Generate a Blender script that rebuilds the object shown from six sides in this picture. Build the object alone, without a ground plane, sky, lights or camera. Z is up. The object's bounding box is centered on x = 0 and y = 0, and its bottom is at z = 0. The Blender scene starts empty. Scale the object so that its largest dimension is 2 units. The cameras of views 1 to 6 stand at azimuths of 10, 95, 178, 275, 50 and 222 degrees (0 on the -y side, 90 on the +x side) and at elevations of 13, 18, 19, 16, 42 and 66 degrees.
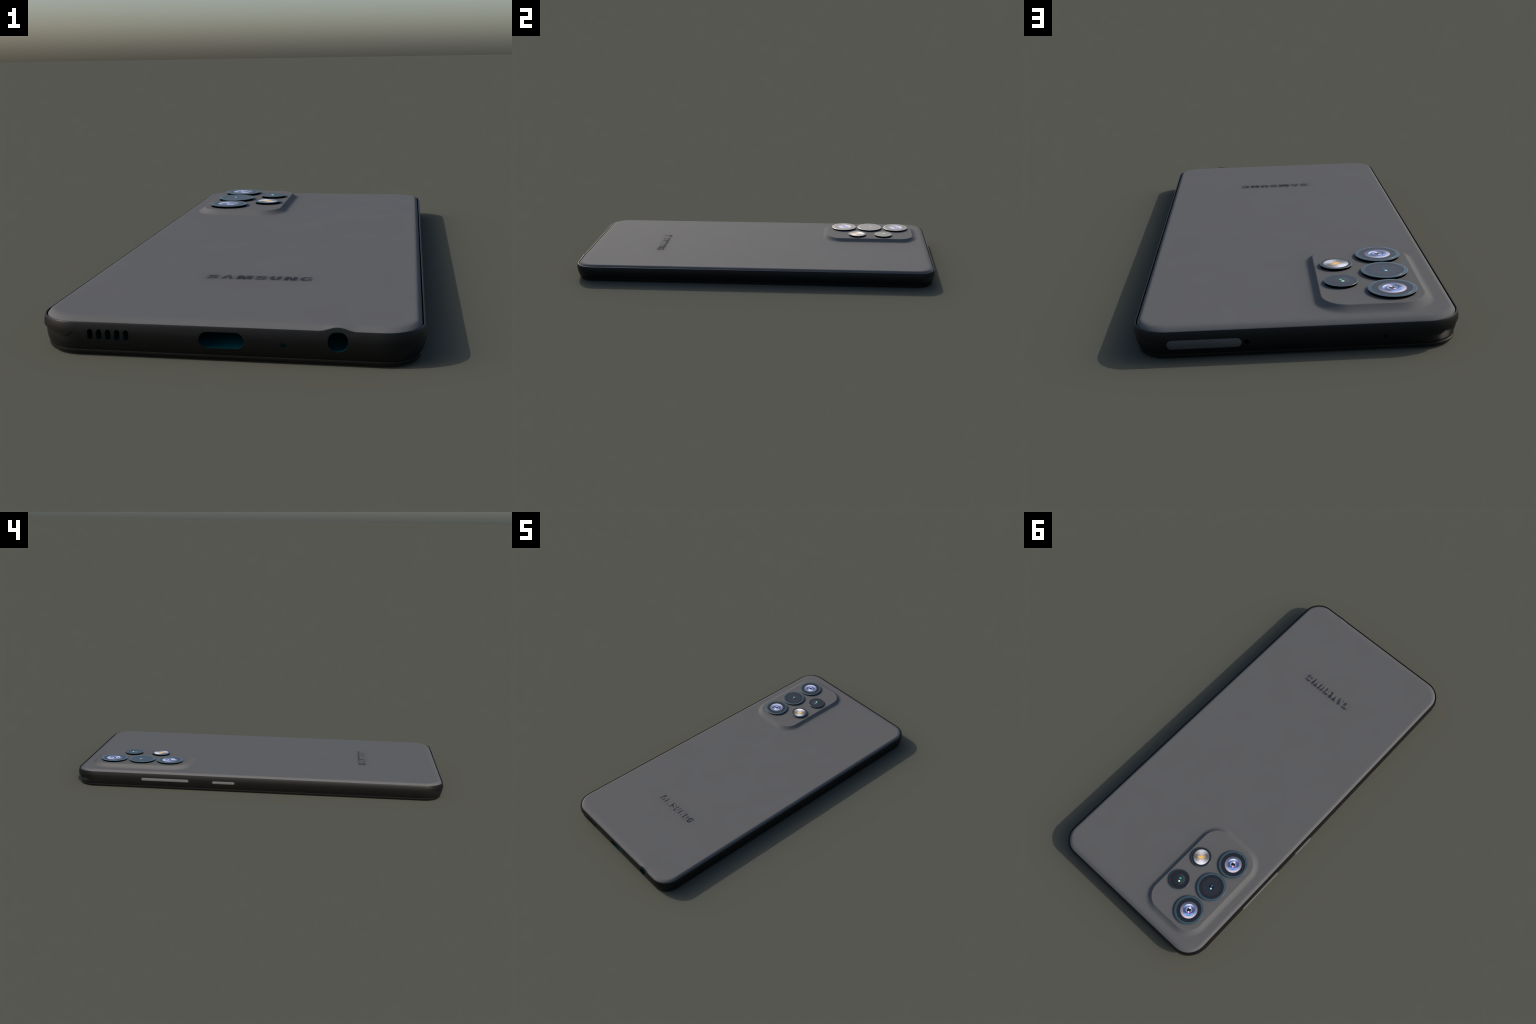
"""A smartphone lying on its screen: grey matt back with a raised camera island,
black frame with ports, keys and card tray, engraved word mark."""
import bpy, bmesh, math
from mathutils import Vector, Matrix
from mathutils.geometry import delaunay_2d_cdt

# ----------------------------------------------------------------- sizes (m)
CX = 0.0033                     # body centre (keys stick out on the -x side)
HX, HY = 0.4677, 0.9990
RC = [0.101, 0.107, 0.107, 0.101]  # corner radii, counter-clockwise from (+x, +y)
Z_BACK = 0.0922                 # flat of the back
Z_ISLAND = 0.1098               # plateau of the camera island
JACK_X = 0.2715                 # headphone jack; the frame arches over it
LETTER_LIFT = 0.0145            # the word mark stands off the back

# ----------------------------------------------------------------- materials
def new_mat(name):
    m = bpy.data.materials.new(name)
    m.use_nodes = True
    nt = m.node_tree
    return m, nt, nt.nodes["Principled BSDF"]

def node(nt, kind, **kw):
    n = nt.nodes.new(kind)
    for k, v in kw.items():
        setattr(n, k, v)
    return n

def plain(name, col, rough=0.5, spec=0.5, metallic=0.0, vary=0.04, scale=30.0, coat=0.0,
          bump=0.0):
    """Principled surface whose colour wavers a little with a noise texture."""
    m, nt, p = new_mat(name)
    tc = node(nt, "ShaderNodeTexCoord")
    nz = node(nt, "ShaderNodeTexNoise")
    nz.inputs["Scale"].default_value = scale
    nz.inputs["Detail"].default_value = 4.0
    nt.links.new(tc.outputs["Object"], nz.inputs["Vector"])
    rp = node(nt, "ShaderNodeValToRGB")
    rp.color_ramp.elements[0].position = 0.3
    rp.color_ramp.elements[1].position = 0.7
    rp.color_ramp.elements[0].color = [c * (1 - vary) for c in col] + [1]
    rp.color_ramp.elements[1].color = [min(1, c * (1 + vary)) for c in col] + [1]
    nt.links.new(nz.outputs["Fac"], rp.inputs["Fac"])
    nt.links.new(rp.outputs["Color"], p.inputs["Base Color"])
    p.inputs["Roughness"].default_value = rough
    p.inputs["Specular IOR Level"].default_value = spec
    p.inputs["Metallic"].default_value = metallic
    p.inputs["Coat Weight"].default_value = coat
    if bump:
        b = node(nt, "ShaderNodeBump")
        b.inputs["Strength"].default_value = bump
        b.inputs["Distance"].default_value = 0.0005
        nz2 = node(nt, "ShaderNodeTexNoise")
        nz2.inputs["Scale"].default_value = 900.0
        nt.links.new(tc.outputs["Object"], nz2.inputs["Vector"])
        nt.links.new(nz2.outputs["Fac"], b.inputs["Height"])
        nt.links.new(b.outputs["Normal"], p.inputs["Normal"])
    return m

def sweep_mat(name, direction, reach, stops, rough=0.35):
    """Reflection gradient painted into the base colour across a lens ring, along one direction."""
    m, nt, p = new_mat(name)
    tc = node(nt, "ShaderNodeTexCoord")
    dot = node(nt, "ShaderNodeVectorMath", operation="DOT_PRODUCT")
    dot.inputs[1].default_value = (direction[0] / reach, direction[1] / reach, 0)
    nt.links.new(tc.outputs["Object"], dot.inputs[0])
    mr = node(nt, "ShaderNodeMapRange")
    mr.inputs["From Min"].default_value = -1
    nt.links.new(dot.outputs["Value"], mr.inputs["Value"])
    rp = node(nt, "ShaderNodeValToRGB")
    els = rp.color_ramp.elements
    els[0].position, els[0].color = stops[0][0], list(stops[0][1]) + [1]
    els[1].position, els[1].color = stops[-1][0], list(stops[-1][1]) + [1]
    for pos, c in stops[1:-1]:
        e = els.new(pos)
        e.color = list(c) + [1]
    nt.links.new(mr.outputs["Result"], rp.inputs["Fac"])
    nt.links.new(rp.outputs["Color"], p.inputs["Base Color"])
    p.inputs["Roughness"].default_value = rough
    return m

M_BACK = plain("matt_grey_back", (0.1005, 0.1008, 0.1018), rough=0.70, spec=0.04, vary=0.015, scale=8)
M_FRAME = plain("black_frame", (0.0052, 0.0052, 0.0052), rough=0.42, spec=0.20, vary=0.05)
M_GLASS = plain("screen_glass_black", (0.006, 0.006, 0.006), rough=0.45, spec=0.2)
M_KEY = plain("grey_key", (0.086, 0.085, 0.086), rough=0.6, spec=0.2, vary=0.02)
M_TRAY = plain("grey_tray", (0.062, 0.062, 0.063), rough=0.6, spec=0.2, vary=0.02)
M_SOCKET = plain("teal_socket", (0.0006, 0.026, 0.030), rough=0.7, spec=0.0, vary=0.15)
M_PORT_GLOW = plain("port_glow_teal", (0.002, 0.30, 0.34), rough=0.7, spec=0.1, vary=0.1)  # albedo lightened so the plate shows as light inside the shaded ports
M_DARKHOLE = plain("dark_hole", (0.003, 0.003, 0.006), rough=0.8, spec=0.0)
M_WALL = plain("lens_wall_black", (0.004, 0.004, 0.005), rough=0.6, spec=0.2)
M_TEAL = plain("lens_rim_teal", (0.030, 0.056, 0.071), rough=0.33, spec=0.6, vary=0.12, scale=60)
M_BEZEL = plain("lens_black_glass", (0.0105, 0.0115, 0.0145), rough=0.33, spec=0.5)
M_DIM = plain("lens_dim_glass", (0.017, 0.019, 0.024), rough=0.33, spec=0.5)
M_PUPIL = plain("lens_pupil", (0.004, 0.005, 0.010), rough=0.3, spec=0.5)
UP = (0.667, -0.745)            # way the painted highlights run in the lens plane
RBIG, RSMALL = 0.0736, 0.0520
M_SILVER = sweep_mat("lens_ring_silver_baked_light", UP, 0.56 * RBIG, [
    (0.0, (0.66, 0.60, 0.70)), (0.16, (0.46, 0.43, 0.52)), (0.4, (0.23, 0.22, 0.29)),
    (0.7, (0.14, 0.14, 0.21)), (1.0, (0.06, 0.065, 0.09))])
M_BLUE = sweep_mat("lens_painted_sheen_blue", UP, 0.38 * RBIG, [
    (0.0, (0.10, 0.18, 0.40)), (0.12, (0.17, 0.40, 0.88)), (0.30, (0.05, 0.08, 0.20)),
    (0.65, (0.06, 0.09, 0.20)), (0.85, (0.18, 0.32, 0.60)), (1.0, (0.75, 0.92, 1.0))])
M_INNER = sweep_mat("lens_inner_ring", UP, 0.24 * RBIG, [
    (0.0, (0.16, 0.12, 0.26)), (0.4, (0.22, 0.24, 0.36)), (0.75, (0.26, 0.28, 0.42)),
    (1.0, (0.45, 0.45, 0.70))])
M_PINK = plain("glint_pink", (0.78, 0.26, 0.70), rough=0.3)  # glint colours: lens reflections modelled as small raised discs
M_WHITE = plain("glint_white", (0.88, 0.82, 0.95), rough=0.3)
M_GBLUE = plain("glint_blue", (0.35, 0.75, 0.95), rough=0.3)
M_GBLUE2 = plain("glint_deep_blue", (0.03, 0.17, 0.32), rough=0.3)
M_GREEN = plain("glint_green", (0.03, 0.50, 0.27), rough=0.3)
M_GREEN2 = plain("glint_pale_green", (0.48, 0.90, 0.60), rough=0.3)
M_CHIP = plain("flash_chip_yellow", (0.98, 0.52, 0.04), rough=0.4)
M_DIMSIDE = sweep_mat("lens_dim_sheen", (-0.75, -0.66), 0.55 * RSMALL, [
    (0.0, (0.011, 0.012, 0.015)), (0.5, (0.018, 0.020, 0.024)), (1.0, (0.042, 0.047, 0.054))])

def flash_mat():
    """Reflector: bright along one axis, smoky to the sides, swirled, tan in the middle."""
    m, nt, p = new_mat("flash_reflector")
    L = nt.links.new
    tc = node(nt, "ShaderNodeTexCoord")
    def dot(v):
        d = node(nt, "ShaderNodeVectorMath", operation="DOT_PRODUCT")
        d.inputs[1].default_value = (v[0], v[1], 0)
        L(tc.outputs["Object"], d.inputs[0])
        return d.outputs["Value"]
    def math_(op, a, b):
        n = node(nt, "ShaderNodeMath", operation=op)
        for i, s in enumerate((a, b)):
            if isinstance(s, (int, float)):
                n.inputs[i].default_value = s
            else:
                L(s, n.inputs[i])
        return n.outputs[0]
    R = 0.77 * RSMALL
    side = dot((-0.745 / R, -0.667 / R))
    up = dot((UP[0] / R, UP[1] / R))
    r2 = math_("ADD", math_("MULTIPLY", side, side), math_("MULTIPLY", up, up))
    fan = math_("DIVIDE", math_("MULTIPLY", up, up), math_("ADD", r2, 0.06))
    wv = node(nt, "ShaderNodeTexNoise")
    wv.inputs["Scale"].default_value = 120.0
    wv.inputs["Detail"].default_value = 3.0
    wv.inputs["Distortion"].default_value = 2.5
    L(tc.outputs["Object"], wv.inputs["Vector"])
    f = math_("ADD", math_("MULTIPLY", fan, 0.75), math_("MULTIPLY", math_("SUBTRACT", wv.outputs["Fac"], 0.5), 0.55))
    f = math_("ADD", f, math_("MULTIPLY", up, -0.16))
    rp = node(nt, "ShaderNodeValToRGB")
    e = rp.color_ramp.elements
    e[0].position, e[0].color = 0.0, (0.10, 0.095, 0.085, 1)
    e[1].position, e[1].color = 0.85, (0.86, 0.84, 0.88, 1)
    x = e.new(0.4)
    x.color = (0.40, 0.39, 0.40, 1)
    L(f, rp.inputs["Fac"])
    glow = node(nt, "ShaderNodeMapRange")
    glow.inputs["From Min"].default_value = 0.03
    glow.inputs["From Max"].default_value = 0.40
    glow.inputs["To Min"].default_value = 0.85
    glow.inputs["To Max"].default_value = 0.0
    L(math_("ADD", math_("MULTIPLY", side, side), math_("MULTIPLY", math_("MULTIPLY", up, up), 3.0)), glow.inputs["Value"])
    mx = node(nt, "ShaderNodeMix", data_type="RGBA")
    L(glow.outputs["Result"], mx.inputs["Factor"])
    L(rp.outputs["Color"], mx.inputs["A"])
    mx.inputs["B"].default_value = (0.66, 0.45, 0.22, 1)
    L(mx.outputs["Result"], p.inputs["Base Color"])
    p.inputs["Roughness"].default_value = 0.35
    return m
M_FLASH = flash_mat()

# ------------------------------------------------------------------- helpers
phone = bpy.data.objects.new("smartphone", None)
bpy.context.scene.collection.objects.link(phone)
phone["label"] = "grey smartphone lying face down with raised camera island"
phone["category"] = "smartphone"

def add(name, mesh, parent=phone, loc=(0, 0, 0), mats=()):
    ob = bpy.data.objects.new(name, mesh)
    for m in mats:
        mesh.materials.append(m)
    bpy.context.scene.collection.objects.link(ob)
    ob.parent = parent
    ob.location = loc
    return ob

def finish(bm, name, smooth_deg=35.0):
    me = bpy.data.meshes.new(name)
    bm.to_mesh(me)
    bm.free()
    me.polygons.foreach_set("use_smooth", [True] * len(me.polygons))
    me.set_sharp_from_angle(angle=math.radians(smooth_deg))
    me.update()
    return me

def outline(hx, hy, radii, cx=0.0, cy=0.0, dx=0.012, dy=0.025, nc=16):
    """Rounded rectangle, counter-clockwise: (x, y, nx, ny, run round the corner or None, corner id)."""
    pts = []
    if isinstance(radii, float):
        radii = [radii] * 4
    def straight(a, b, n, step):
        length = math.dist(a, b)
        k = max(1, round(length / step))
        for i in range(1, k):
            t = i / k
            pts.append((a[0] + (b[0] - a[0]) * t, a[1] + (b[1] - a[1]) * t, n[0], n[1], None, 0))
    corners = [(1, 1), (-1, 1), (-1, -1), (1, -1)]
    for k, (sx, sy) in enumerate(corners):
        r = radii[k]
        for i in range(nc + 1):
            t = i / nc
            a = (k + t) * math.pi / 2
            c, s = math.cos(a), math.sin(a)
            pts.append((cx + sx * (hx - r) + r * c, cy + sy * (hy - r) + r * s, c, s,
                        t, k))
        nk = corners[(k + 1) % 4]
        a = (k + 1) * math.pi / 2
        n = (math.cos(a), math.sin(a))
        p = (cx + sx * (hx - r) + r * n[0], cy + sy * (hy - r) + r * n[1])
        r = radii[(k + 1) % 4]
        q = (cx + nk[0] * (hx - r) + r * n[0], cy + nk[1] * (hy - r) + r * n[1])
        straight(p, q, n, dx if k % 2 == 0 else dy)
    return pts

def bridge(bm, loops, closed=False):
    n = len(loops[0])
    pairs = list(zip(loops, loops[1:]))
    if closed:
        pairs.append((loops[-1], loops[0]))
    for a, b in pairs:
        for i in range(n):
            j = (i + 1) % n
            bm.faces.new((a[i], a[j], b[j], b[i]))

def ring_mesh(bm, profile, segs=64):
    """Lathe an open profile [(r, z)] about z; r = 0 closes with a fan."""
    prev = None
    for r, z in profile:
        if r < 1e-9:
            row = [bm.verts.new((0, 0, z))]
        else:
            row = [bm.verts.new((r * math.cos(2 * math.pi * i / segs),
                                 r * math.sin(2 * math.pi * i / segs), z)) for i in range(segs)]
        if prev is not None:
            for i in range(segs):
                j = (i + 1) % segs
                if len(row) == 1 and len(prev) == 1:
                    continue
                if len(row) == 1:
                    bm.faces.new((prev[i], prev[j], row[0]))
                elif len(prev) == 1:
                    bm.faces.new((prev[0], row[j], row[i]))
                else:
                    bm.faces.new((prev[i], prev[j], row[j], row[i]))
        prev = row

def lathe(name, profile, segs=64, smooth=35):
    bm = bmesh.new()
    ring_mesh(bm, profile, segs)
    bmesh.ops.recalc_face_normals(bm, faces=bm.faces)
    return finish(bm, name, smooth)

def pill(hw, hh, n=14):
    """Outline of a slot with round ends, in its own plane (u, v)."""
    r = min(hw, hh)
    pts = []
    for k, (su, sv) in enumerate([(1, 1), (-1, 1), (-1, -1), (1, -1)]):
        for i in range(n + 1):
            a = (k + i / n) * math.pi / 2
            pts.append((su * (hw - r) + r * math.cos(a), sv * (hh - r) + r * math.sin(a)))
    out = [pts[0]]
    for p in pts[1:]:
        if math.dist(p, out[-1]) > 1e-6:
            out.append(p)
    if math.dist(out[0], out[-1]) < 1e-6:
        out.pop()
    return out

def arch(x, y):
    """How far the frame swells up over the headphone jack (0..1)."""
    if y > -0.9:
        return 0.0
    d = abs(x - JACK_X) / 0.043
    return math.cos(d * math.pi / 2) ** 2 if d < 1 else 0.0

# ------------------------------------------------------------------ the frame
BASE = outline(HX, HY, RC, CX)
# Below a lip the corners are pinched in, each one differently:
# depth of the pinch, lip height at the start / middle / end of the corner, pinch left at the bottom, focus
PINCH = [(0.0100, 0.058, 0.055, 0.050, 0.0, 0.9), (0.0215, 0.034, 0.055, 0.063, 0.30, 1.5),
         (0.0105, 0.063, 0.057, 0.046, 0.0, 0.9), (0.0025, 0.055, 0.055, 0.055, 0.0, 0.9)]
def pinch_depth(t, k):
    return 0.0 if t is None else PINCH[k][0] * max(0.0, math.sin(math.pi * t)) ** PINCH[k][5]

def body_loop(bm, inset, z, rise=0.0):
    """One loop round the body; `inset` is one width or (sides, ends)."""
    ix, iy = inset if isinstance(inset, tuple) else (inset, inset)
    row = []
    for x, y, nx, ny, t, k in BASE:
        a = arch(x, y)
        row.append(bm.verts.new((x - nx * ix, y - ny * (iy + 0.0035 * rise * a), z + 0.0085 * rise * a)))
    return row

LIP, Z_LOW, Z_TOP = 0.0606, 0.0165, 0.0770
SIDE_PROFILE = [(0.0165, 0.0110), (0.0220, 0.0078), (0.0285, 0.0050), (0.0370, 0.0024), (0.0460, 0.0007),
                (0.0540, 0.0), (0.0610, 0.0001), (0.0660, 0.0005), (0.0720, 0.0014), (0.0770, 0.0026)]
def side_inset(z):
    for (z0, i0), (z1, i1) in zip(SIDE_PROFILE, SIDE_PROFILE[1:]):
        if z <= z1:
            return i0 + (i1 - i0) * (z - z0) / (z1 - z0)
    return SIDE_PROFILE[-1][1]

def side_loop(bm, part, share, skin=0.0):
    """Loop on the outer side: `part` below or above the lip, `share` of the way up it."""
    row = []
    for x, y, nx, ny, t, k in BASE:
        lip, pinch = LIP, 0.0
        if t is not None:
            _, l0, l1, l2, *_ = PINCH[k]
            m = l0 + (l1 - l0) * 2 * t if t < 0.5 else l1 + (l2 - l1) * (2 * t - 1)
            w = min(1.0, 9 * t, 9 * (1 - t))
            lip = LIP + (m - LIP) * w
            pinch = pinch_depth(t, k)
        if part == "below":
            z = Z_LOW + (lip - Z_LOW) * share
            inset = side_inset(z) + pinch * min(1.0, PINCH[k][4] + (1 + 3 * PINCH[k][4]) * share)
            rise = 0.0
        else:
            low = lip + 0.0008
            z = low + (Z_TOP - low) * share
            inset = side_inset(z)
            rise = share * 0.85
        if skin:                            # inner face of the shell
            inset += skin
            z += 0.003 * (1 - share if part == "above" else share)
        a = arch(x, y)
        row.append(bm.verts.new((x - nx * inset, y - ny * (inset + 0.0035 * rise * a), z + 0.0085 * rise * a)))
    return row

def foot_loop(bm, inset, z, share):
    """Loop near the screen side that follows the one deep corner dent."""
    row = []
    for x, y, nx, ny, t, k in BASE:
        e = inset + share * PINCH[k][4] * pinch_depth(t, k)
        row.append(bm.verts.new((x - nx * e, y - ny * e, z)))
    return row

def inner_loop(bm, inset, z):
    """Loop inside the shell, cutting the corners so that it clears the pinches."""
    row = []
    for x, y, nx, ny, t, k in BASE:
        e = inset + (0.022 * math.sin(math.pi * t) if t is not None else 0.0)
        row.append(bm.verts.new((x - nx * e, y - ny * e, z)))
    return row

bm = bmesh.new()
frame_rows = [foot_loop(bm, 0.0120, 0.0142, 1.0)]
frame_rows += [side_loop(bm, "below", i / 8) for i in range(9)]
frame_rows += [side_loop(bm, "above", i / 4) for i in range(5)]
frame_rows += [body_loop(bm, *p) for p in [      # rim, groove wall, inner wall
    (0.0037, 0.0808, 1.0), (0.0045, 0.0824, 1.0), (0.0051, 0.0830, 1.0), (0.0070, 0.0830, 1.0),
    (0.0074, 0.0820, 1.0), (0.0078, 0.0765, 0.9)]]
frame_rows += [side_loop(bm, "above", f, 0.0052) for f in (0.75, 0.4, 0.0)]
frame_rows += [side_loop(bm, "below", f, 0.0052) for f in (1.0, 0.75, 0.5, 0.25, 0.0)]
bridge(bm, frame_rows, closed=True)
bmesh.ops.recalc_face_normals(bm, faces=bm.faces)
frame = add("frame", finish(bm, "frame", 40), mats=[M_FRAME])

def prism(name, pts, axis_y0, axis_y1, cx, cz):
    """Pill extruded along y, used to cut the ports and to line them."""
    bm = bmesh.new()
    a = [bm.verts.new((cx + u, axis_y0, cz + v)) for u, v in pts]
    b = [bm.verts.new((cx + u, axis_y1, cz + v)) for u, v in pts]
    bridge(bm, [a, b])
    bm.faces.new(a)
    bm.faces.new(b)
    bmesh.ops.recalc_face_normals(bm, faces=bm.faces)
    me = bpy.data.meshes.new(name)
    bm.to_mesh(me)
    bm.free()
    return me

def socket(name, pts, cx, cz, y_mouth, depth, sign, mat):
    """Open sleeve lining a port, leading into the hollow body."""
    bm = bmesh.new()
    def row(grow, y):
        out = []
        for u, v in pts:
            l = max(math.hypot(u, v), 1e-6)
            out.append(bm.verts.new((u + grow * u / l, y, v + grow * v / l)))
        return out
    y0, y1 = y_mouth, y_mouth + sign * depth
    inner0, inner1 = row(-0.0005, y0), row(-0.0005, y1)
    outer1, outer0 = row(-0.0001, y1), row(-0.0001, y0)
    bridge(bm, [inner0, inner1, outer1, outer0], closed=True)
    bmesh.ops.recalc_face_normals(bm, faces=bm.faces)
    return add(name, finish(bm, name, 40), loc=(cx, 0, cz), mats=[mat])

ports = []          # (name, half width, half height, x, z, end, material)
for i in range(5):
    ports.append(("speaker_slot", 0.0066, 0.0133, -0.3141 + i * 0.02215, 0.0542, -1, M_SOCKET))
ports.append(("charging_port", 0.0533, 0.0197, 0.0030, 0.0522, -1, M_SOCKET))
ports.append(("microphone_hole", 0.0064, 0.0064, 0.1480, 0.0464, -1, M_SOCKET))
ports.append(("headphone_jack", 0.0232, 0.0245, JACK_X + 0.001, 0.0594, -1, M_SOCKET))
ports.append(("tray_pin_hole", 0.0070, 0.0070, 0.1483, 0.0465, 1, M_DARKHOLE))
ports.append(("microphone_hole", 0.0058, 0.0058, -0.2400, 0.0460, 1, M_DARKHOLE))

cutters = []
for name, hw, hh, x, z, end, mat in ports:
    pts = pill(hw, hh)
    me = prism("cutter", pts, end * 1.02, end * 0.962, x, z)
    c = bpy.data.objects.new("cutter", me)
    bpy.context.scene.collection.objects.link(c)
    md = frame.modifiers.new("cut", "BOOLEAN")
    md.operation, md.solver, md.object = "DIFFERENCE", "EXACT", c
    cutters.append(c)
dg = bpy.context.evaluated_depsgraph_get()
cut_mesh = bpy.data.meshes.new_from_object(frame.evaluated_get(dg))
frame.modifiers.clear()
frame.data = cut_mesh
cut_mesh.name = "frame"
cut_mesh.set_sharp_from_angle(angle=math.radians(40))
for c in cutters:
    bpy.data.objects.remove(c)
for name, hw, hh, x, z, end, mat in ports:
    socket(name, pill(hw, hh), x, z, end * 0.9958, 0.0040, -end, mat)

# inside of the hollow body, seen through the ports: the floor
def slab(name, z0, z1):
    bm = bmesh.new()
    lo, hi = inner_loop(bm, 0.0155, z0), inner_loop(bm, 0.0155, z1)
    bridge(bm, [lo, hi])
    bm.faces.new(lo)
    bm.faces.new(hi)
    bmesh.ops.recalc_face_normals(bm, faces=bm.faces)
    add(name, finish(bm, name, 40), mats=[M_WALL])
slab("inner_floor", 0.0138, 0.0150)
bm = bmesh.new()
bmesh.ops.create_cube(bm, size=1.0, matrix=Matrix.Translation((CX, -0.79, 0.0160)) @ Matrix.Diagonal((0.78, 0.38, 0.0012, 1)))
add("port_glow_plate", finish(bm, "port_glow_plate", 40), mats=[M_PORT_GLOW])

# ---------------------------------------------------------------- screen side
bm = bmesh.new()
rows = [foot_loop(bm, i, z, d) for i, z, d in
        [(0.0118, 0.0134, 0.5), (0.0110, 0.0130, 0.2), (0.0106, 0.0110, 0.0), (0.0116, 0.0068, 0.0),
         (0.0145, 0.0030, 0.0), (0.0200, 0.0008, 0.0), (0.0280, 0.0, 0.0)]]
bridge(bm, rows)
bm.faces.new(rows[0])
bm.faces.new(rows[-1])
bmesh.ops.recalc_face_normals(bm, faces=bm.faces)
add("screen_glass", finish(bm, "screen_glass", 40), mats=[M_GLASS])

# --------------------------------------------------------------- word mark
def smooth_path(pts, per=8):
    """Catmull-Rom through control points."""
    P = [pts[0]] + list(pts) + [pts[-1]]
    out = []
    for i in range(1, len(P) - 2):
        p0, p1, p2, p3 = P[i - 1], P[i], P[i + 1], P[i + 2]
        for k in range(per):
            t = k / per
            out.append(tuple(0.5 * (2 * b + (c - a) * t + (2 * a - 5 * b + 4 * c - d) * t * t
                                    + (3 * b - a - 3 * c + d) * t ** 3)
                             for a, b, c, d in zip(p0, p1, p2, p3)))
    out.append(tuple(pts[-1]))
    return out

def stroke(path, w, h):
    """Broad-nib stroke: half width w across upright parts, h across level parts."""
    left, right = [], []
    for i, p in enumerate(path):
        a, b = path[max(0, i - 1)], path[min(len(path) - 1, i + 1)]
        tx, ty = b[0] - a[0], b[1] - a[1]
        l = math.hypot(tx, ty)
        nx, ny = -ty / l, tx / l
        left.append((p[0] + nx * w, p[1] + ny * h))
        right.append((p[0] - nx * w, p[1] - ny * h))
    return left + right[::-1]

LH, SW, SH = 0.0415, 0.0060, 0.0047         # letter height, half stroke widths
def S(w):
    pts = [(0.93, 0.70), (0.80, 0.86), (0.50, 0.90), (0.20, 0.83), (0.20, 0.64), (0.50, 0.53),
           (0.80, 0.42), (0.82, 0.19), (0.50, 0.10), (0.20, 0.13), (0.07, 0.30)]
    return [stroke(smooth_path([(x * w, y * LH) for x, y in pts], 5), SW * 0.9, SH)]
def A(w):       # no crossbar
    return [[(0, 0), (w * 0.34, LH), (w * 0.66, LH), (w, 0), (w * 0.70, 0), (w * 0.5, LH * 0.70), (w * 0.30, 0)]]
def Mm(w):
    b = 2 * SW
    return [[(0, 0), (0, LH), (b * 1.35, LH), (w / 2, LH * 0.36), (w - b * 1.35, LH), (w, LH), (w, 0), (w - b, 0),
             (w - b, LH * 0.62), (w / 2 + b * 0.45, 0), (w / 2 - b * 0.45, 0), (b, LH * 0.62), (b, 0)]]
def U(w):
    pts = [(SW, LH), (SW, LH * 0.42), (SW * 1.7, LH * 0.18), (w / 2, SH), (w - SW * 1.7, LH * 0.18),
           (w - SW, LH * 0.42), (w - SW, LH)]
    return [stroke(smooth_path(pts, 5), SW, SH)]
def N(w):
    b = 2 * SW
    return [[(0, 0), (0, LH), (b * 1.25, LH), (w - b, LH * 0.36), (w - b, LH), (w, LH), (w, 0), (w - b * 1.25, 0),
             (b, LH * 0.64), (b, 0)]]
def G(w):
    pts = [(0.93, 0.72), (0.78, 0.87), (0.50, 0.90), (0.24, 0.80), (0.17, 0.50), (0.24, 0.20), (0.50, 0.10),
           (0.76, 0.15), (0.84, 0.30)]
    bar = [(0.52, 0.36), (0.52, 0.53), (0.99, 0.53), (0.99, 0.14), (0.70, 0.10), (0.70, 0.36)]
    return [stroke(smooth_path([(x * w, y * LH) for x, y in pts], 5), SW * 0.95, SH),
            [(x * w, y * LH) for x, y in bar]]

letters = []
TEXT_X0, TEXT_Y0, TEXT_LEN = -0.1425, -0.5952, 0.2920
spec = [(S, 0.0300), (A, 0.0340), (Mm, 0.0430), (S, 0.0300), (U, 0.0310), (N, 0.0350), (G, 0.0315)]
gap = (TEXT_LEN - sum(w for _, w in spec)) / (len(spec) - 1)
x = TEXT_X0
for fn, w in spec:
    letters.append([[(x + u, TEXT_Y0 + v) for u, v in poly] for poly in fn(w)])
    x += w + gap

# ----------------------------------------------- back cover and camera island
def inside(p, poly):
    c, n = False, len(poly)
    for i in range(n):
        (x1, y1), (x2, y2) = poly[i], poly[i - 1]
        if (y1 > p[1]) != (y2 > p[1]) and p[0] < (x2 - x1) * (p[1] - y1) / (y2 - y1) + x1:
            c = not c
    return c

bm = bmesh.new()
cover_profile = [   # ((inset at sides, inset at ends), z, arch share)
    ((0.0125, 0.0125), 0.0700, 0.9), ((0.0102, 0.0102), 0.0725, 0.95), ((0.0102, 0.0102), 0.0800, 1.0),
    ((0.0110, 0.0114), 0.0815, 0.95), ((0.0135, 0.0155), 0.0844, 0.8), ((0.0165, 0.0205), 0.0876, 0.5),
    ((0.0190, 0.0255), 0.0899, 0.25), ((0.0215, 0.0315), 0.0913, 0.1), ((0.0247, 0.0390), 0.0920, 0.02),
    ((0.0285, 0.0470), Z_BACK, 0.0), ((0.0300, 0.0485), Z_BACK, 0.0)]
rows = [body_loop(bm, i, z, r) for i, z, r in cover_profile]
bridge(bm, rows)

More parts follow.
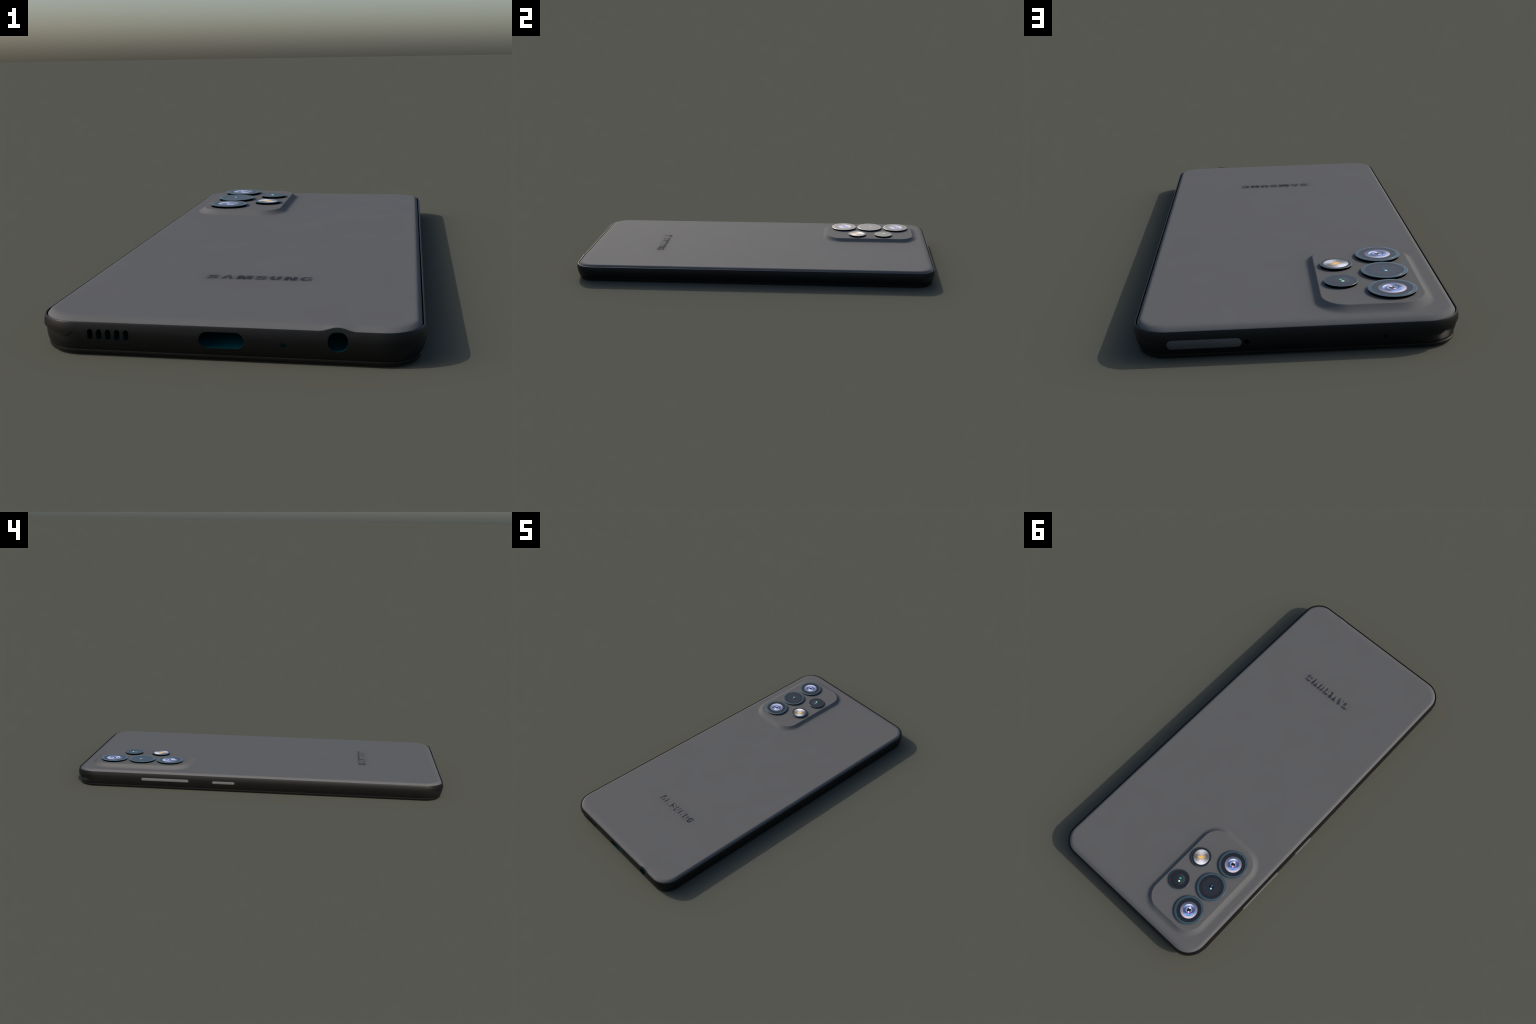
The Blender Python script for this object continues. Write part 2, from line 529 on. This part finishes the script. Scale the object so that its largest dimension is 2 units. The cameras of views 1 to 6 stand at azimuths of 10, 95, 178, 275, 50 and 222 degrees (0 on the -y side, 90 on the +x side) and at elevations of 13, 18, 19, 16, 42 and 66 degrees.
# island: foot blends out of the back, crown is a tight round
ISL = dict(cx=-0.2257, cy=0.6590)
IHX, IHY, IR = 0.1530, 0.2535, [0.080, 0.083, 0.083, 0.080]        # plateau edge
island_base = outline(IHX, IHY, IR, ISL["cx"], ISL["cy"], 0.03, 0.03, 16)
H = Z_ISLAND - Z_BACK
island_profile = [  # (out from the plateau edge: sides, ends), height share
    ((0.0300, 0.0330), 0.0), ((0.0285, 0.0315), 0.0), ((0.0243, 0.0272), 0.022), ((0.0204, 0.0230), 0.075),
    ((0.0160, 0.0182), 0.20), ((0.0110, 0.0120), 0.41), ((0.0063, 0.0066), 0.66), ((0.0021, 0.0021), 0.895),
    ((0.0006, 0.0008), 0.967), ((-0.0004, -0.0004), 0.993), ((-0.0013, -0.0013), 1.0), ((-0.0026, -0.0026), 1.0)]
irows = [[bm.verts.new((px + nx * o[0], py + ny * o[1], Z_BACK + H * h)) for px, py, nx, ny, *_ in island_base]
         for o, h in island_profile]
bridge(bm, irows)
LX = -0.2858
RBIG_WELL, RSMALL_WELL = 0.955 * RBIG, 0.955 * RSMALL
SETS = [("camera_lens", LX, 0.8165, RBIG_WELL), ("camera_lens", LX, 0.6585, RBIG_WELL),
        ("camera_lens", LX, 0.5020, RBIG_WELL), ("macro_lens", -0.1415, 0.7375, RSMALL_WELL),
        ("flash_light", -0.1410, 0.5815, RSMALL_WELL)]
wells = [[(wx + r * math.cos(2 * math.pi * i / 48), wy + r * math.sin(2 * math.pi * i / 48)) for i in range(48)]
         for _, wx, wy, r in SETS]

def flat_fill(bm, border, holes, z):
    """Triangulated flat sheet inside `border` with `holes` left open."""
    verts, edges = [], []
    for poly in [border] + holes:
        s = len(verts)
        verts.extend(Vector(p) for p in poly)
        edges.extend((s + i, s + (i + 1) % len(poly)) for i in range(len(poly)))
    cv, ce, cf, *_ = delaunay_2d_cdt(verts, edges, [], 0, 1e-7)
    row = [bm.verts.new((p.x, p.y, z)) for p in cv]
    for f in cf:
        c = tuple(sum((cv[i] for i in f), Vector((0, 0))) / len(f))
        if inside(c, border) and not any(inside(c, h) for h in holes):
            bm.faces.new([row[i] for i in f])

foot = [tuple(v.co.to_2d()) for v in irows[0]]
flat_fill(bm, [tuple(v.co.to_2d()) for v in irows[-1]], wells, Z_ISLAND)
flat_fill(bm, [tuple(v.co.to_2d()) for v in rows[-1]], [foot], Z_BACK)
bmesh.ops.remove_doubles(bm, verts=bm.verts, dist=2e-6)
bmesh.ops.delete(bm, geom=[v for v in bm.verts if not v.link_faces], context="VERTS")
bmesh.ops.recalc_face_normals(bm, faces=bm.faces)
if max(bm.faces, key=lambda f: f.calc_area()).normal.z < 0:
    bmesh.ops.reverse_faces(bm, faces=bm.faces)
bm.normal_update()

# one smooth surface, split into cover and island with shared border normals
normal_at = {}
for v in bm.verts:
    normal_at[tuple(round(c, 6) for c in v.co)] = v.normal.copy()
def split(name, keep):
    b2 = bm.copy()
    drop = [f for f in b2.faces if not keep(f.calc_center_median())]
    bmesh.ops.delete(b2, geom=drop, context="FACES")
    me = bpy.data.meshes.new(name)
    b2.to_mesh(me)
    b2.free()
    me.polygons.foreach_set("use_smooth", [True] * len(me.polygons))
    me.normals_split_custom_set_from_vertices(
        [normal_at[tuple(round(c, 6) for c in v.co)] for v in me.vertices])
    return add(name, me, mats=[M_BACK])
on_island = lambda c: inside((c.x, c.y), foot)
split("back_cover", lambda c: not on_island(c))
split("camera_island", on_island)
bm.free()

# the word mark: thin letters of the same grey standing off the back
for polys in letters:
    vs, es = [], []
    for poly in polys:
        k0 = len(vs)
        vs.extend(Vector(p) for p in poly)
        es.extend((k0 + i, k0 + (i + 1) % len(poly)) for i in range(len(poly)))
    cv, ce, cf, *_ = delaunay_2d_cdt(vs, es, [], 0, 1e-7)
    keep = []
    for f in cf:
        c = tuple(sum((cv[i] for i in f), Vector((0, 0))) / len(f))
        if any(inside(c, q) for q in polys):
            keep.append(f)
    b2 = bmesh.new()
    z1 = Z_BACK + LETTER_LIFT
    hi = [b2.verts.new((p.x, p.y, z1)) for p in cv]
    lo = [b2.verts.new((p.x, p.y, z1 - 0.0002)) for p in cv]
    count = {}
    for f in keep:
        b2.faces.new([hi[i] for i in f])
        b2.faces.new([lo[i] for i in reversed(f)])
        for p, q in zip(f, f[1:] + f[:1]):
            e = frozenset((p, q))
            count[e] = count.get(e, 0) + 1
    for e, n in count.items():
        if n == 1:
            p, q = tuple(e)
            b2.faces.new((lo[p], lo[q], hi[q], hi[p]))
    bmesh.ops.delete(b2, geom=[v for v in b2.verts if not v.link_faces], context="VERTS")
    bmesh.ops.recalc_face_normals(b2, faces=b2.faces)
    me = bpy.data.meshes.new("raised_letter")
    b2.to_mesh(me)
    b2.free()
    add("raised_letter", me, mats=[M_BACK])

# ---------------------------------------------------------------- camera set
def annulus(r0, r1, z, t=0.0012, bevel=0.0002):
    """Flat ring (or disc) with its top at z."""
    if r0 <= 0:
        prof = [(r1, z - t), (r1, z - bevel), (r1 - bevel, z), (0, z)]
    else:
        prof = [(r1, z - t), (r1, z - bevel), (r1 - bevel, z), (r0, z), (r0, z - t)]
    return lathe("ring", prof, 64, 20)

TOP = 0.0092
def lens_body(R, rim):
    """Thin bevelled teal plate on a slim post over an opening in the island."""
    prof = [(0, -0.0945), (0.12 * R, -0.0945), (0.12 * R, TOP - 0.0021), (0.90 * R, TOP - 0.0021), (0.985 * R, TOP - 0.0012),
            (R, TOP - 0.0008), (0.988 * R, TOP - 0.0003), (0.96 * R, TOP), (rim * R, TOP), (rim * R, TOP - 0.002),
            (0, TOP - 0.002)]
    me = lathe("camera_lens", prof, 48, 25)
    me.materials.append(M_TEAL)
    me.materials.append(M_WALL)
    for p in me.polygons:
        if p.center.z < TOP - 0.0014 or Vector(p.center[:2]).length < rim * R * 0.99:
            p.material_index = 1
    return me

shared = {}
def part(parent, name, key, build, mat, dx=0.0, dy=0.0):
    if key not in shared:
        shared[key] = build()
        shared[key].name = name
        shared[key].materials.append(mat)
    ob = bpy.data.objects.new(name, shared[key])
    bpy.context.scene.collection.objects.link(ob)
    ob.parent = parent
    ob.location = (dx, dy, 0)
    return ob

def place(a, b, R):
    """Offset (across, down the sheen) in lens radii to a position on the lens."""
    return ((-0.745 * a - 0.667 * b) * R, (-0.667 * a + 0.745 * b) * R)

big = lens_body(RBIG, 0.85)
small = lens_body(RSMALL, 0.95)
M_EDGE_HIGHLIGHT = plain("lens_edge_highlight_teal", (0.055, 0.115, 0.145), rough=0.3, spec=0.6, vary=0.35, scale=90)  # paler teal for a thin ring drawn as the plate's edge highlight
def big_lens(y):
    ob = bpy.data.objects.new("camera_lens", big)
    bpy.context.scene.collection.objects.link(ob)
    ob.parent = phone
    ob.location = (LX, y, Z_ISLAND)
    part(ob, "lens_edge_highlight", "edge_in", lambda: annulus(0.845 * RBIG, 0.866 * RBIG, TOP + 0.0002), M_EDGE_HIGHLIGHT)
    return ob
R = RBIG
for y in (0.8165, 0.5020):
    ob = big_lens(y)
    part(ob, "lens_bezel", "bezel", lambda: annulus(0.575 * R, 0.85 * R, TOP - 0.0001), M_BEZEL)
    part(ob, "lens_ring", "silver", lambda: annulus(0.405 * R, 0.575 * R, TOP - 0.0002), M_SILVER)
    part(ob, "lens_painted_sheen", "blue", lambda: annulus(0.265 * R, 0.405 * R, TOP - 0.0003), M_BLUE)
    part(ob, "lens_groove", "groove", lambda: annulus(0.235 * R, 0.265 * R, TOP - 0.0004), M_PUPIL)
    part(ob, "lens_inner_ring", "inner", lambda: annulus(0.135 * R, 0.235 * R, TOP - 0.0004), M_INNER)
    part(ob, "lens_pupil", "pupil", lambda: annulus(0, 0.135 * R, TOP - 0.0005), M_PUPIL)
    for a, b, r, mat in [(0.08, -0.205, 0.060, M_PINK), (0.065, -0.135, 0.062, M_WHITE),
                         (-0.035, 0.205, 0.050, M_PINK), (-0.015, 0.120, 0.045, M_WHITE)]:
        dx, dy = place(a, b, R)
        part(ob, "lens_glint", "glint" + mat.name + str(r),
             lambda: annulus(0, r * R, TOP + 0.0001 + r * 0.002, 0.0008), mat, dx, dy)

ob = big_lens(0.6585)
part(ob, "lens_bezel", "bezel_w", lambda: annulus(0.63 * R, 0.85 * R, TOP - 0.0001), M_BEZEL)
part(ob, "lens_glass", "dim_w", lambda: annulus(0.17 * R, 0.63 * R, TOP - 0.0002), M_DIM)
part(ob, "lens_pupil", "pupil_w", lambda: annulus(0, 0.17 * R, TOP - 0.0003), M_PUPIL)
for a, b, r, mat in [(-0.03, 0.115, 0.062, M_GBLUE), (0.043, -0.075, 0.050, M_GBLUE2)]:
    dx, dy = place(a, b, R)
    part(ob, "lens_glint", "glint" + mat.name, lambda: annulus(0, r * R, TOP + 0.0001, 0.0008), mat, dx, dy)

R = RSMALL
ob = bpy.data.objects.new("macro_lens", small)
bpy.context.scene.collection.objects.link(ob)
ob.parent, ob.location = phone, (-0.1415, 0.7375, Z_ISLAND)
part(ob, "lens_bezel", "bezel_m", lambda: annulus(0.55 * R, 0.95 * R, TOP - 0.0001), M_BEZEL)
part(ob, "lens_glass", "dim_m", lambda: annulus(0, 0.55 * R, TOP - 0.0002), M_DIMSIDE)
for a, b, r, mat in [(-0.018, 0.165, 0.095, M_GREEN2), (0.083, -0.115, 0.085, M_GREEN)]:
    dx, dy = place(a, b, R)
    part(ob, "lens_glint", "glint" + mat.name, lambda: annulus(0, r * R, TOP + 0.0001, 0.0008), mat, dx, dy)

ob = bpy.data.objects.new("flash_light", small)
bpy.context.scene.collection.objects.link(ob)
ob.parent, ob.location = phone, (-0.1410, 0.5815, Z_ISLAND)
part(ob, "lens_bezel", "bezel_f", lambda: annulus(0.77 * R, 0.95 * R, TOP - 0.0001), M_BEZEL)
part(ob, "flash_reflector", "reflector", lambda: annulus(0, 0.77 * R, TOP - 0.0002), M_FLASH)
def chip(tri, z):
    b2 = bmesh.new()
    pts = [place(a, b, R) for a, b in tri]
    lo = [b2.verts.new((px, py, z - 0.0008)) for px, py in pts]
    hi = [b2.verts.new((px, py, z)) for px, py in pts]
    bridge(b2, [lo, hi])
    b2.faces.new(hi)
    bmesh.ops.recalc_face_normals(b2, faces=b2.faces)
    return finish(b2, "flash_chip", 30)
part(ob, "flash_chip", "chip1", lambda: chip([(-0.30, -0.08), (-0.26, 0.05), (0.15, 0.12), (0.05, -0.02)], TOP + 0.0002), M_CHIP)
part(ob, "flash_chip", "chip2", lambda: chip([(0.0, -0.21), (-0.06, 0.0), (0.16, 0.11)], TOP + 0.0003), M_CHIP)

# -------------------------------------------------------------- keys and tray
def key(name, half_len, half_h, depth, loc, axis, mat, crown):
    """Pill-shaped key with rounded crown; `axis` is the way it faces ('x' or 'y')."""
    b2 = bmesh.new()
    rows = []
    for grow, d in crown:
        pts = pill(half_len + grow, half_h + grow, 8)
        rows.append([b2.verts.new((-d * depth, -u, v) if axis == "x" else (-u, d * depth, v)) for u, v in pts])
    bridge(b2, rows)
    b2.faces.new(rows[-1])
    b2.faces.new(rows[0])
    bmesh.ops.recalc_face_normals(b2, faces=b2.faces)
    return add(name, finish(b2, name, 50), loc=loc, mats=[mat])

SIDE = CX - HX
def half_round(h):
    steps = [(0.0, 0.0), (0.0, 0.45)]
    for i in range(1, 8):
        a = i / 7 * math.pi / 2
        steps.append((-0.93 * h * (1 - math.cos(a)), 0.45 + 0.55 * math.sin(a)))
    return steps
FLAT = [(0.0, 0.0), (0.0, 0.80), (-0.0006, 0.93), (-0.0018, 1.0)]
key("volume_key", 0.1300, 0.0086, 0.0120, (SIDE + 0.0060, 0.4970, 0.0522), "x", M_KEY, half_round(0.0086))
key("power_key", 0.0613, 0.0080, 0.0120, (SIDE + 0.0060, 0.1782, 0.0508), "x", M_KEY, half_round(0.0080))
key("card_tray", 0.1045, 0.0137, 0.0120, (0.2665, 0.9880, 0.0462), "y", M_TRAY, FLAT)
